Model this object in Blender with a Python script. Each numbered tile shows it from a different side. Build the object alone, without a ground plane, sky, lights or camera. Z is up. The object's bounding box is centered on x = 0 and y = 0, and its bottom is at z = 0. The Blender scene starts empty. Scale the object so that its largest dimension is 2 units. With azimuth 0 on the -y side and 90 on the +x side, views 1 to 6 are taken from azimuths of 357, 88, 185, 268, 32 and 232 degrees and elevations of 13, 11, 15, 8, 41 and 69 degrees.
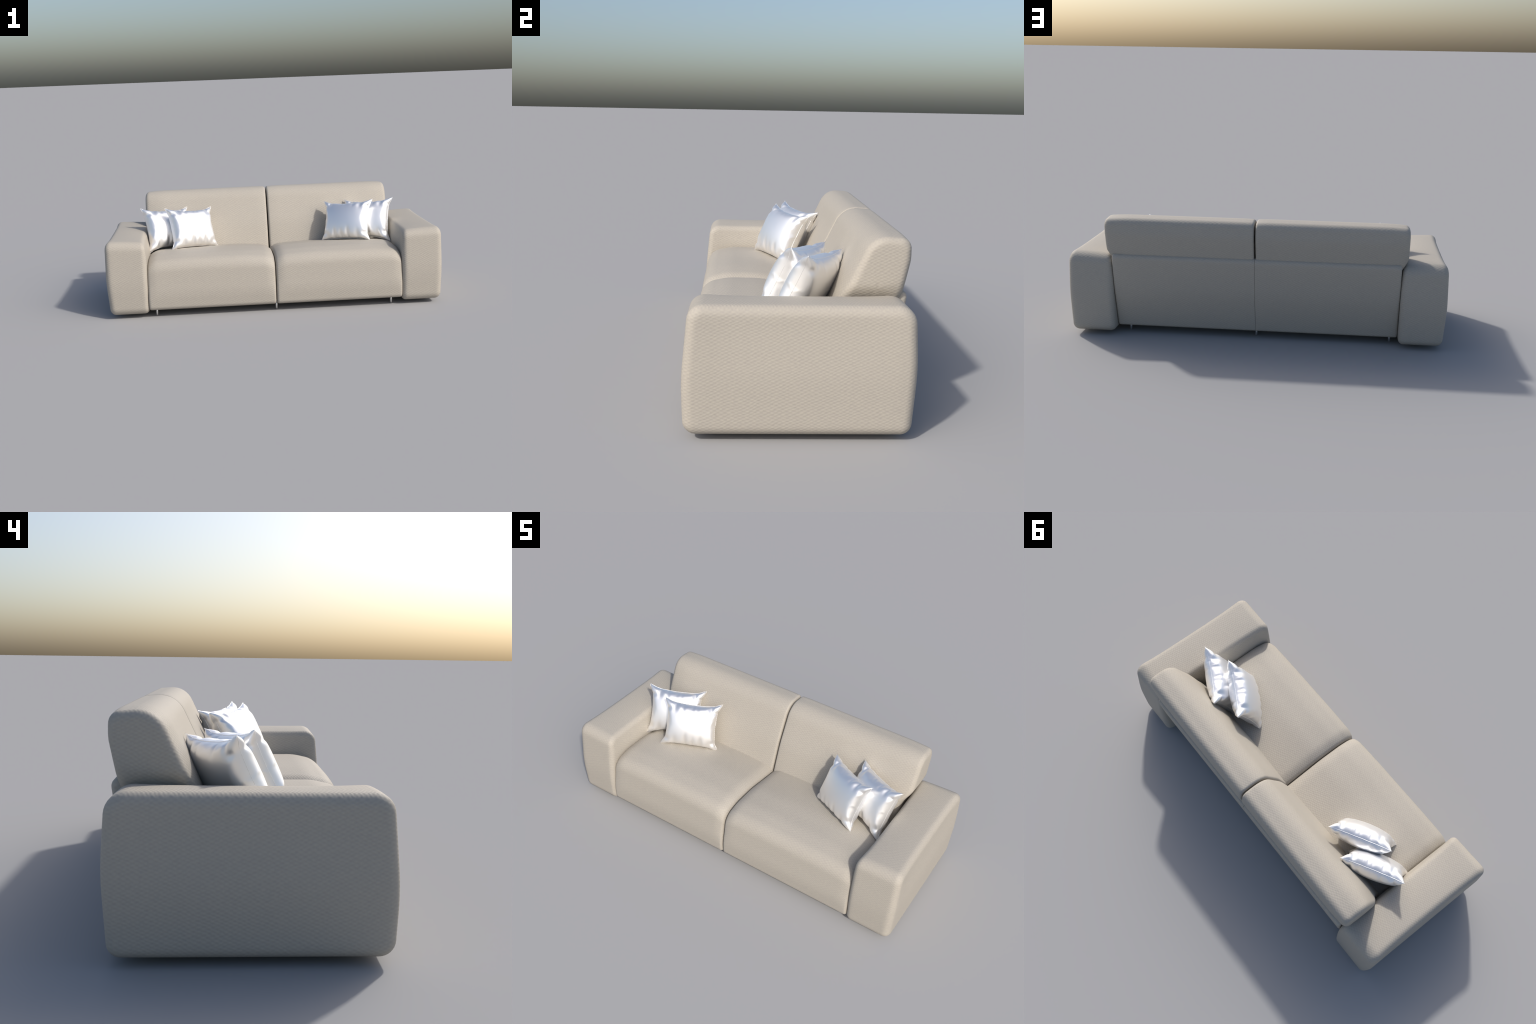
import bpy, math
import numpy as np

# ------------------------------------------------------------------ materials
def nodes_of(name):
    m = bpy.data.materials.new(name)
    m.use_nodes = True
    nt = m.node_tree
    nt.nodes.clear()
    out = nt.nodes.new('ShaderNodeOutputMaterial')
    b = nt.nodes.new('ShaderNodeBsdfPrincipled')
    nt.links.new(b.outputs[0], out.inputs[0])
    return m, nt, b


def math_node(nt, op, a, b=None, c=None):
    n = nt.nodes.new('ShaderNodeMath')
    n.operation = op
    for i, v in enumerate((a, b, c)):
        if v is None:
            continue
        if isinstance(v, (int, float)):
            n.inputs[i].default_value = v
        else:
            nt.links.new(v, n.inputs[i])
    return n.outputs[0]


def fabric(name, light, dark, period=0.0235):
    """Upholstery weave: a diamond lattice of thread bumps, laid on each face
    along its own two axes, with a little irregularity."""
    m, nt, b = nodes_of(name)
    tc = nt.nodes.new('ShaderNodeTexCoord')
    geo = nt.nodes.new('ShaderNodeNewGeometry')
    wob = nt.nodes.new('ShaderNodeTexNoise')
    wob.inputs['Scale'].default_value = 14
    wob.inputs['Detail'].default_value = 1
    nt.links.new(tc.outputs['Object'], wob.inputs['Vector'])
    add = nt.nodes.new('ShaderNodeVectorMath')
    add.operation = 'MULTIPLY_ADD'
    nt.links.new(wob.outputs['Color'], add.inputs[0])
    add.inputs[1].default_value = (0.014, 0.014, 0.014)
    nt.links.new(tc.outputs['Object'], add.inputs[2])
    sep = nt.nodes.new('ShaderNodeSeparateXYZ')
    nt.links.new(add.outputs[0], sep.inputs[0])
    nsep = nt.nodes.new('ShaderNodeSeparateXYZ')
    nt.links.new(geo.outputs['Normal'], nsep.inputs[0])
    k = 2 * math.pi / period

    def weave(u, v):
        skew = math_node(nt, 'MULTIPLY', math_node(nt, 'SINE', math_node(nt, 'MULTIPLY', v, k)), 0.05 * period)
        uu = math_node(nt, 'ADD', u, skew)
        a = math_node(nt, 'COSINE', math_node(nt, 'MULTIPLY', uu, k))
        c = math_node(nt, 'COSINE', math_node(nt, 'MULTIPLY', v, 2 * k))
        return math_node(nt, 'MULTIPLY', a, c)

    x, y, z = sep.outputs
    w = [math_node(nt, 'POWER', math_node(nt, 'ABSOLUTE', o), 4) for o in nsep.outputs]
    f = [weave(y, z), weave(x, z), weave(x, y)]
    num = math_node(nt, 'ADD', math_node(nt, 'ADD', math_node(nt, 'MULTIPLY', w[0], f[0]),
                    math_node(nt, 'MULTIPLY', w[1], f[1])), math_node(nt, 'MULTIPLY', w[2], f[2]))
    den = math_node(nt, 'ADD', math_node(nt, 'ADD', w[0], w[1]), w[2])
    h = math_node(nt, 'DIVIDE', num, den)
    fine = nt.nodes.new('ShaderNodeTexNoise')
    fine.inputs['Scale'].default_value = 120
    fine.inputs['Detail'].default_value = 2
    nt.links.new(tc.outputs['Object'], fine.inputs['Vector'])
    fn = math_node(nt, 'SUBTRACT', fine.outputs['Fac'], 0.5)
    hh = math_node(nt, 'MULTIPLY_ADD', fn, 3.2, h)
    fac = math_node(nt, 'MULTIPLY_ADD', hh, 0.24, 0.5)
    mix = nt.nodes.new('ShaderNodeMix')
    mix.data_type = 'RGBA'
    nt.links.new(fac, mix.inputs['Factor'])
    mix.inputs['A'].default_value = (*dark, 1)
    mix.inputs['B'].default_value = (*light, 1)
    nt.links.new(mix.outputs['Result'], b.inputs['Base Color'])
    b.inputs['Roughness'].default_value = 0.62
    b.inputs['Specular IOR Level'].default_value = 0.22
    bump = nt.nodes.new('ShaderNodeBump')
    bump.inputs['Strength'].default_value = 0.22
    bump.inputs['Distance'].default_value = 0.0012
    nt.links.new(math_node(nt, 'MULTIPLY_ADD', fn, 0.9, h), bump.inputs['Height'])
    nt.links.new(bump.outputs[0], b.inputs['Normal'])
    return m


LIGHT, DARK = (0.450, 0.418, 0.352), (0.368, 0.336, 0.300)
MAT_FABRIC = fabric('woven_beige_fabric', LIGHT, DARK)

MAT_SATIN, nt, b = nodes_of('silver_satin')
b.inputs['Base Color'].default_value = (0.98, 0.98, 0.98, 1)
b.inputs['Metallic'].default_value = 0.90
tc = nt.nodes.new('ShaderNodeTexCoord')
nz = nt.nodes.new('ShaderNodeTexNoise')
nz.inputs['Scale'].default_value = 30
nt.links.new(tc.outputs['Object'], nz.inputs['Vector'])
nt.links.new(math_node(nt, 'MULTIPLY_ADD', nz.outputs['Fac'], 0.05, 0.43), b.inputs['Roughness'])

MAT_METAL, nt, b = nodes_of('brushed_metal')
b.inputs['Base Color'].default_value = (0.80, 0.80, 0.80, 1)
b.inputs['Metallic'].default_value = 1.0
tc = nt.nodes.new('ShaderNodeTexCoord')
nz = nt.nodes.new('ShaderNodeTexNoise')
nz.inputs['Scale'].default_value = 200
nt.links.new(tc.outputs['Object'], nz.inputs['Vector'])
nt.links.new(math_node(nt, 'MULTIPLY_ADD', nz.outputs['Fac'], 0.1, 0.3), b.inputs['Roughness'])

MAT_FRAME, nt, b = nodes_of('dark_lining')
nz = nt.nodes.new('ShaderNodeTexNoise')
nz.inputs['Scale'].default_value = 120
rp = nt.nodes.new('ShaderNodeValToRGB')
rp.color_ramp.elements[0].color = (0.05, 0.047, 0.042, 1)
rp.color_ramp.elements[1].color = (0.09, 0.085, 0.077, 1)
nt.links.new(nz.outputs['Fac'], rp.inputs['Fac'])
nt.links.new(rp.outputs['Color'], b.inputs['Base Color'])
b.inputs['Roughness'].default_value = 0.9

# ------------------------------------------------------------------ mesh tools
ROOT = bpy.data.objects.new('sofa', None)
bpy.context.scene.collection.objects.link(ROOT)
ROOT['label'] = 'low two-seat beige fabric sofa with wide boxy armrests'
ROOT['category'] = 'sofa'


def mesh_object(name, verts, faces, mat, parent=ROOT):
    me = bpy.data.meshes.new(name)
    me.from_pydata([tuple(map(float, v)) for v in verts], [], faces)
    me.validate()
    me.update()
    me.polygons.foreach_set('use_smooth', [True] * len(me.polygons))
    me.materials.append(mat)
    ob = bpy.data.objects.new(name, me)
    bpy.context.scene.collection.objects.link(ob)
    ob.parent = parent
    return ob


def outline(ctrl, inset=0.0, per_edge=10, per_corner=8):
    """Closed (y, z) outline: a polygon with rounded corners, optionally inset.
    ctrl = [(y, z, corner radius)], counter-clockwise."""
    P = np.array([c[:2] for c in ctrl], float)
    R = np.array([c[2] for c in ctrl], float)
    n = len(P)
    if inset:
        d = np.roll(P, -1, 0) - P
        d /= np.linalg.norm(d, axis=1)[:, None]
        nrm = np.stack([-d[:, 1], d[:, 0]], 1)          # inward, ccw outline
        Q = []
        for i in range(n):
            a, c = i - 1, i
            M = np.stack([nrm[a], nrm[c]])
            rhs = np.array([nrm[a] @ P[i] + inset, nrm[c] @ P[i] + inset])
            Q.append(np.linalg.solve(M, rhs))
        P = np.array(Q)
        R = np.maximum(R - inset, 0.35 * R)
    pts = []
    corners = []
    for i in range(n):
        p, a, c = P[i], P[i - 1], P[(i + 1) % n]
        da, dc = (a - p), (c - p)
        la, lc = np.linalg.norm(da), np.linalg.norm(dc)
        da, dc = da / la, dc / lc
        half = math.acos(max(-1, min(1, da @ dc))) / 2
        t = min(R[i] / math.tan(half), 0.48 * la, 0.48 * lc)
        r = t * math.tan(half)
        s, e = p + da * t, p + dc * t
        mid = p + (da + dc) / np.linalg.norm(da + dc) * (r / math.sin(half))
        a0 = math.atan2(*(s - mid)[::-1])
        a1 = math.atan2(*(e - mid)[::-1])
        dlt = (a1 - a0 + math.pi) % (2 * math.pi) - math.pi
        corners.append([mid + r * np.array([math.cos(a0 + dlt * q), math.sin(a0 + dlt * q)])
                        for q in np.linspace(0, 1, per_corner + 1)])
    for i in range(n):
        pts += corners[i]
        s, e = corners[i][-1], corners[(i + 1) % n][0]
        pts += [s + (e - s) * q for q in np.linspace(0, 1, per_edge + 1)[1:-1]]
    return np.array(pts)


def padded_block(name, ctrl, x0, x1, r0, r1, shape=None, bulge0=0.0, bulge1=0.0,
                 mat=None, along=28, round_n=7, caps=9):
    """Upholstered block: the side outline swept from x0 to x1, its two ends
    rounded with radii r0 / r1 and capped by slightly domed panels."""
    left = [(x0 + r0 * (1 - math.sin(q)), r0 * (1 - math.cos(q))) for q in np.linspace(math.pi / 2, 0, round_n + 1)]
    right = [(x1 - r1 * (1 - math.sin(q)), r1 * (1 - math.cos(q))) for q in np.linspace(0, math.pi / 2, round_n + 1)]
    middle = [(x, 0.0) for x in np.linspace(x0 + r0, x1 - r1, along + 1)[1:-1]]
    rings = [np.insert(outline(ctrl, d), 0, x, 1) for x, d in left + middle + right]
    n = len(rings[0])

    def cap(ring, x, blg, sgn):
        c = ring.mean(0)
        res = []
        for k in range(1, caps):
            t = 1 - k / caps
            rr = c + (ring - c) * t
            rr[:, 0] = x + sgn * blg * (1 - t * t)
            res.append(rr)
        return res, np.array([x + sgn * blg, c[1], c[2]])

    lcap, lc = cap(rings[0], x0, bulge0, -1)
    rcap, rc = cap(rings[-1], x1, bulge1, 1)
    allr = lcap[::-1] + rings + rcap
    V = np.concatenate(allr + [lc[None], rc[None]])
    F = []
    for i in range(len(allr) - 1):
        for j in range(n):
            k = (j + 1) % n
            F.append((i * n + j, i * n + k, (i + 1) * n + k, (i + 1) * n + j))
    L, Rr = len(V) - 2, len(V) - 1
    last = (len(allr) - 1) * n
    for j in range(n):
        k = (j + 1) % n
        F.append((L, k, j))
        F.append((Rr, last + j, last + k))
    if shape:
        V = shape(V.copy())
    return mesh_object(name, V, F, mat or MAT_FABRIC)


def smooth(a, b, t):
    t = np.clip((t - a) / (b - a), 0, 1)
    return t * t * (3 - 2 * t)


# ------------------------------------------------------------------ armrests
ARM = [(-0.384, 0.020, 0.046), (0.372, 0.020, 0.040), (0.385, 0.250, 1.0),
       (0.371, 0.463, 0.064), (-0.366, 0.462, 0.056), (-0.390, 0.200, 1.0)]


def arm_shape(side):
    def f(V):
        x, y, z = V.T.copy()
        u = (np.abs(x) - 0.757) / 0.243                # 0 inside .. 1 outside
        u = np.clip(u, 0, 1)
        mid = 1 - np.clip(np.abs(y) / 0.375, 0, 1) ** 4
        # the top falls gently towards the seat; its long edges are softer in
        # the middle than at the stuffed front and rear corners
        V[:, 2] -= (0.010 * (1 - u) + 0.004 * mid * (1 - u) ** 2 + 0.006 * mid * (2 * u - 1) ** 2) * smooth(0.30, 0.46, z)
        V[:, 0] -= side * 0.011 * mid * u * smooth(0.18, 0.44, z)
        V[:, 0] += side * 0.016 * mid * (1 - u) * smooth(0.34, 0.46, z)
        lean = 0.012 if side < 0 else 0.005           # tucked in near the floor
        V[:, 0] -= side * lean * u * (1 - smooth(0.0, 0.26, z))
        return V
    return f


for side in (-1, 1):
    xs = sorted((side * 0.757, side * 0.999))
    rad = (0.036, 0.028) if side < 0 else (0.028, 0.036)
    blg = (0.0, 0.003) if side < 0 else (0.003, 0.0)
    padded_block('armrest', ARM, *xs, *rad, shape=arm_shape(side), bulge0=blg[0], bulge1=blg[1], along=14)

# ------------------------------------------------------------------ seats
SEAT = [(-0.382, 0.042, 0.026), (0.290, 0.042, 0.012), (0.300, 0.280, 0.03), (0.09, 0.315, 0.4),
        (-0.120, 0.348, 0.5), (-0.255, 0.349, 0.25), (-0.366, 0.325, 0.105), (-0.388, 0.140, 0.4)]


def seat_shape(x0, x1):
    def f(V):
        x, y, z = V.T.copy()
        e = np.minimum(x - x0, x1 - x)
        top = smooth(0.15, 0.33, z)
        V[:, 2] += (0.008 - 0.015 * (1 - np.clip(e / 0.25, 0, 1)) ** 2 - 0.020 * (1 - np.clip(e / 0.06, 0, 1)) ** 2) * top
        rim = (1 - np.clip(e / 0.06, 0, 1)) ** 2
        V[:, 1] += 0.008 * rim * (1 - smooth(-0.36, -0.25, y)) * smooth(0.08, 0.2, z)
        return V
    return f


for x0, x1 in ((-0.757, -0.0025), (0.0025, 0.757)):
    padded_block('seat_cushion', SEAT, x0, x1, 0.014, 0.014, shape=seat_shape(x0, x1), along=60)

# ------------------------------------------------------------------ back cushions
BACK = [(0.083, 0.255, 0.02), (0.322, 0.255, 0.02), (0.387, 0.580, 0.2), (0.388, 0.651, 0.062),
        (0.246, 0.662, 0.100), (0.147, 0.455, 0.5)]


def back_shape(V):
    x, y, z = V.T.copy()
    # the outer end narrows where it sinks between the armrests
    tuck = 0.036 * (1 - smooth(0.40, 0.49, z)) * smooth(0.66, 0.79, np.abs(x))
    V[:, 0] -= np.sign(x) * tuck
    outer = (1 - np.clip((0.79 - np.abs(x)) / 0.14, 0, 1)) ** 2
    inner = (1 - np.clip(np.abs(x) / 0.08, 0, 1)) ** 2
    wide = np.clip(np.abs(x) / 0.3, 0, 1)
    V[:, 2] -= (0.007 * outer + 0.003 * inner) * smooth(0.5, 0.64, z)
    front = 1 - smooth(0.16, 0.32, y)
    low = 1 - smooth(0.34, 0.50, z)
    V[:, 1] += (0.017 * outer * (1 - 0.5 * low) + 0.004 * inner - 0.008 * wide * low) * front
    V[:, 1] += 0.008 * (1 - outer) * smooth(0.30, 0.35, y) * (1 - smooth(0.55, 0.63, z))
    return V


for x0, x1 in ((-0.790, -0.004), (0.004, 0.790)):
    rad = (0.024, 0.012) if x0 < -0.1 else (0.012, 0.024)
    padded_block('back_cushion', BACK, x0, x1, *rad, shape=back_shape,
                 bulge0=0.001, bulge1=0.001, along=50)

# ------------------------------------------------------------------ rear panel
REAR = [(0.255, 0.042, 0.012), (0.311, 0.040, 0.018), (0.360, 0.250, 0.8), (0.388, 0.460, 0.026), (0.330, 0.460, 0.020)]
for x0, x1 in ((-0.756, -0.0004), (0.0004, 0.756)):
    r = (0.014, 0.002) if x0 < -0.1 else (0.002, 0.014)
    padded_block('rear_panel', REAR, x0, x1, *r, along=20)

# hidden frame that closes the underside
FRAME = [(-0.330, 0.047, 0.004), (0.260, 0.047, 0.004), (0.260, 0.20, 0.004), (-0.330, 0.20, 0.004)]
padded_block('base_frame', FRAME, -0.745, 0.745, 0.004, 0.004, mat=MAT_FRAME, along=4)

# ------------------------------------------------------------------ legs
def leg_mesh():
    seg, r = 20, 0.0065
    prof = [(0.0, 0.0), (r - 0.001, 0.0), (r, 0.001), (r, 0.058), (0, 0.058)]
    V, F = [], []
    for (rr, z) in prof:
        V += [(rr * math.cos(2 * math.pi * k / seg), rr * math.sin(2 * math.pi * k / seg), z) for k in range(seg)]
    for i in range(len(prof) - 1):
        for k in range(seg):
            q = (k + 1) % seg
            F.append((i * seg + k, i * seg + q, (i + 1) * seg + q, (i + 1) * seg + k))
    return V, F


first = None
for lx in (-0.716, 0.001, 0.699):
    for ly in (-0.325, 0.257):
        if first is None:
            first = mesh_object('leg', *leg_mesh(), MAT_METAL)
            ob = first
        else:
            ob = first.copy()
            bpy.context.scene.collection.objects.link(ob)
        ob.location = (lx, ly, 0)


# ------------------------------------------------------------------ pillows
def inflate_pillow(w, h, nx, ny, pressure, thick, fullness, steps, seed):
    """Two sheets sewn along their rim, blown up by inner pressure while every
    thread keeps its length: this puckers the seams and pulls the corners out."""
    rng = np.random.default_rng(seed)
    idx = -np.ones((2, ny + 1, nx + 1), int)
    P = []
    for s in range(2):
        for j in range(ny + 1):
            for i in range(nx + 1):
                rim = i in (0, nx) or j in (0, ny)
                if s == 1 and rim:
                    idx[s, j, i] = idx[0, j, i]
                    continue
                idx[s, j, i] = len(P)
                P.append(((i / nx - .5) * w, (j / ny - .5) * h, 0 if rim else (0.004 if s == 0 else -0.004)))
    P = np.array(P)
    P[:, 2] += rng.normal(0, 0.0006, len(P))
    groups = []

    def batch(a, b, stiff):
        a, b = a.ravel(), b.ravel()
        L = np.hypot(P[a, 0] - P[b, 0], P[a, 1] - P[b, 1])
        # the faces are cut a little fuller than the seam they are sewn into
        m = (P[a] + P[b]) / 2
        along_x = np.abs(P[a, 0] - P[b, 0]) > np.abs(P[a, 1] - P[b, 1])
        across = np.where(along_x, m[:, 1] * 2 / h, m[:, 0] * 2 / w)
        L = L * (1 + fullness * (1 - across ** 2))
        groups.append((a, b, L, stiff))

    for s in range(2):
        I = idx[s]
        rows = slice(None) if s == 0 else slice(1, -1)
        for p in range(2):
            batch(I[rows, p:-1:2], I[rows, p + 1::2], 1.0)
            batch(I[p:-1:2, rows], I[p + 1::2, rows], 1.0)
            batch(I[p:-1:2, :-1], I[p + 1::2, 1:], 0.35)
            batch(I[p:-1:2, 1:], I[p + 1::2, :-1], 0.35)
        for p in range(4):
            batch(I[rows, p:-2:4], I[rows, p + 2::4], 0.10)
            batch(I[p:-2:4, rows], I[p + 2::4, rows], 0.10)
    faces = []
    for s in range(2):
        I = idx[s]
        for j in range(ny):
            for i in range(nx):
                q = (I[j, i], I[j, i + 1], I[j + 1, i + 1], I[j + 1, i])
                faces.append(q if s == 0 else q[::-1])
    Fa = np.array(faces)
    vel = np.zeros_like(P)
    dt = 1 / 60
    for st in range(steps):
        d1 = P[Fa[:, 2]] - P[Fa[:, 0]]
        d2 = P[Fa[:, 3]] - P[Fa[:, 1]]
        nrm = 0.5 * np.cross(d1, d2)
        frc = np.zeros_like(P)
        for c in range(4):
            np.add.at(frc, Fa[:, c], nrm / 4)
        gain = np.clip((thick - np.ptp(P[:, 2])) / (0.25 * thick), -0.3, 1)
        acc = frc * pressure * gain * (nx * ny) / (w * h)
        vel = (vel + acc * dt) * 0.80
        new = P + vel * dt
        for it in range(8):
            for a, b_, L, k in groups:
                d = new[b_] - new[a]
                l = np.linalg.norm(d, axis=1)
                cor = (k * 0.5 * (l - L) / np.maximum(l, 1e-9))[:, None] * d
                if k < 1.0 and k < 0.2:
                    cor[l > L] = 0
                new[a] += cor
                new[b_] -= cor
        vel = (new - P) / dt
        P = new
    P -= P.mean(0)
    rim = np.unique(np.concatenate([idx[0, 0], idx[0, -1], idx[0, :, 0], idx[0, :, -1]]))
    loop = list(idx[0, 0, :-1]) + list(idx[0, :-1, -1]) + list(idx[0, -1, :0:-1]) + list(idx[0, :0:-1, 0])
    corners = P[[idx[0, 0, 0], idx[0, 0, -1], idx[0, -1, -1], idx[0, -1, 0]]]
    return P, faces, loop, corners


PW, PH = 0.310, 0.256                       # corner to corner when inflated
V, F, LOOP, COR = inflate_pillow(0.325, 0.270, 54, 44, 0.8, 0.130, 0.055, 240, 3)
cw = np.linalg.norm(COR[1] - COR[0] + COR[2] - COR[3]) / 2
ch = np.linalg.norm(COR[3] - COR[0] + COR[2] - COR[1]) / 2
print('pillow corners', cw, ch, 'thick', np.ptp(V[:, 2]))
V = V - COR.mean(0)
V[:, 0] *= PW / cw
V[:, 1] *= PH / ch

# the corners run out into pinched tips
tip = (np.clip(np.abs(V[:, 0]) * 2 / PW, 0, 1) * np.clip(np.abs(V[:, 1]) * 2 / PH, 0, 1)) ** 6
V[:, :2] *= 1 + 0.055 * tip[:, None]

# stuffing fills the rims: a boxier cross-section than a plain balloon
T = np.abs(V[:, 2]).max()
V[:, 2] = np.sign(V[:, 2]) * T * (np.abs(V[:, 2]) / T) ** 0.78

# puckers where the stuffing pulls at the seam:
# (side of the pillow, place along it, depth, width, reach inwards, which face)
PUCKERS = [('top', -0.30, 0.60, 0.010, 0.022, 1), ('top', -0.15, 0.50, 0.006, 0.016, 0), ('top', 0.02, 0.40, 0.005, 0.014, 1),
           ('top', 0.10, 0.40, 0.005, 0.014, 1), ('top', 0.34, 0.65, 0.009, 0.022, 1), ('top', -0.36, 0.45, 0.007, 0.016, -1),
           ('top', 0.22, 0.40, 0.007, 0.018, -1), ('top', 0.36, 0.55, 0.008, 0.020, -1),
           ('bottom', -0.28, 0.50, 0.010, 0.022, 0), ('bottom', -0.08, 0.55, 0.007, 0.028, 1), ('bottom', 0.06, 0.45, 0.006, 0.022, 1),
           ('bottom', 0.20, 0.55, 0.007, 0.026, 0), ('bottom', 0.35, 0.45, 0.009, 0.018, 1),
           ('left', 0.33, 0.55, 0.008, 0.014, 0), ('left', -0.34, 0.50, 0.008, 0.014, 0),
           ('right', 0.33, 0.55, 0.008, 0.014, 0), ('right', -0.34, 0.50, 0.008, 0.014, 0)]
for edge, t, depth, width, reach, face in PUCKERS:
    if edge in ('top', 'bottom'):
        s_, gap = V[:, 0] - t * PW, PH * 0.46 - V[:, 1] * (1 if edge == 'top' else -1)
    else:
        s_, gap = V[:, 1] - t * PH, PW * 0.46 - V[:, 0] * (1 if edge == 'right' else -1)
    k = 0.75 * depth * np.exp(-0.5 * (s_ / width) ** 2) * np.exp(-0.5 * (np.maximum(gap, 0) / reach) ** 2)
    if face:
        k = np.where(V[:, 2] * face > 0, k, 0)
    V[:, 2] *= 1 - k


def seam_tube(V, loop, r=0.0007, seg=6):
    c = V[loop]
    n = len(c)
    t = np.roll(c, -1, 0) - np.roll(c, 1, 0)
    t /= np.linalg.norm(t, axis=1)[:, None]
    up = np.array([0, 0, 1.0])
    a = np.cross(t, up)
    a /= np.linalg.norm(a, axis=1)[:, None]
    b_ = np.cross(t, a)
    vs, fs = [], []
    for i in range(n):
        for k in range(seg):
            q = 2 * math.pi * k / seg
            vs.append(c[i] + r * (math.cos(q) * a[i] + math.sin(q) * b_[i]))
    for i in range(n):
        for k in range(seg):
            fs.append((i * seg + k, i * seg + (k + 1) % seg, ((i + 1) % n) * seg + (k + 1) % seg, ((i + 1) % n) * seg + k))
    return vs, fs


def pillow(centre, u, v, mirror, droop=0.0):
    """u, v: the pillow's width and height directions for the left-hand one."""
    u = np.array(u) / np.linalg.norm(u)
    v = np.array(v) - np.dot(v, u) * u
    v /= np.linalg.norm(v)
    n = np.cross(u, v)
    def place(W):
        W = np.array(W)
        # the outer lower corner sags into the gap beside the armrest
        low = smooth(0.25, 0.5, -W[:, 1] / PH)
        W[:, 1] -= 0.012 * low * np.clip(1 - (2 * W[:, 0] / PW) ** 2, 0, 1)
        W[:, 1] -= droop * smooth(0.0, 0.5, -W[:, 0] / PW) ** 2 * smooth(0.0, 0.5, -W[:, 1] / PH) ** 2
        Q = centre + W[:, :1] * u + W[:, 1:2] * v + W[:, 2:] * n
        if mirror:
            Q = Q * np.array([-1, 1, 1])
        return Q
    base = np.array(centre) * ([-1, 1, 1] if mirror else [1, 1, 1])
    flip = (lambda fs: [tuple(int(i) for i in f[::-1]) for f in fs]) if mirror else (lambda fs: [tuple(int(i) for i in f) for f in fs])
    e = bpy.data.objects.new('throw_pillow', None)
    bpy.context.scene.collection.objects.link(e)
    e.location = base
    e['label'] = 'shiny silver satin throw pillow with pointed corners'
    e['category'] = 'pillow'
    body = mesh_object('pillow_cover', place(V) - base, flip(F), MAT_SATIN, parent=e)
    sv, sf = seam_tube(V, LOOP)
    mesh_object('seam_piping', place(sv) - base, flip(sf), MAT_SATIN, parent=e)
    md = body.modifiers.new('s', 'SUBSURF')
    md.levels = md.render_levels = 1


U, W_ = (0.272, 0.146, -0.024), (-0.040, 0.104, 0.230)
pillow(np.array([-0.490, 0.003, 0.457]), U, W_, False)
pillow(np.array([-0.644, 0.057, 0.454]), U, W_, False, 0.020)
pillow(np.array([-0.490, 0.003, 0.457]), U, W_, True)
pillow(np.array([-0.630, 0.052, 0.454]), U, W_, True, 0.020)
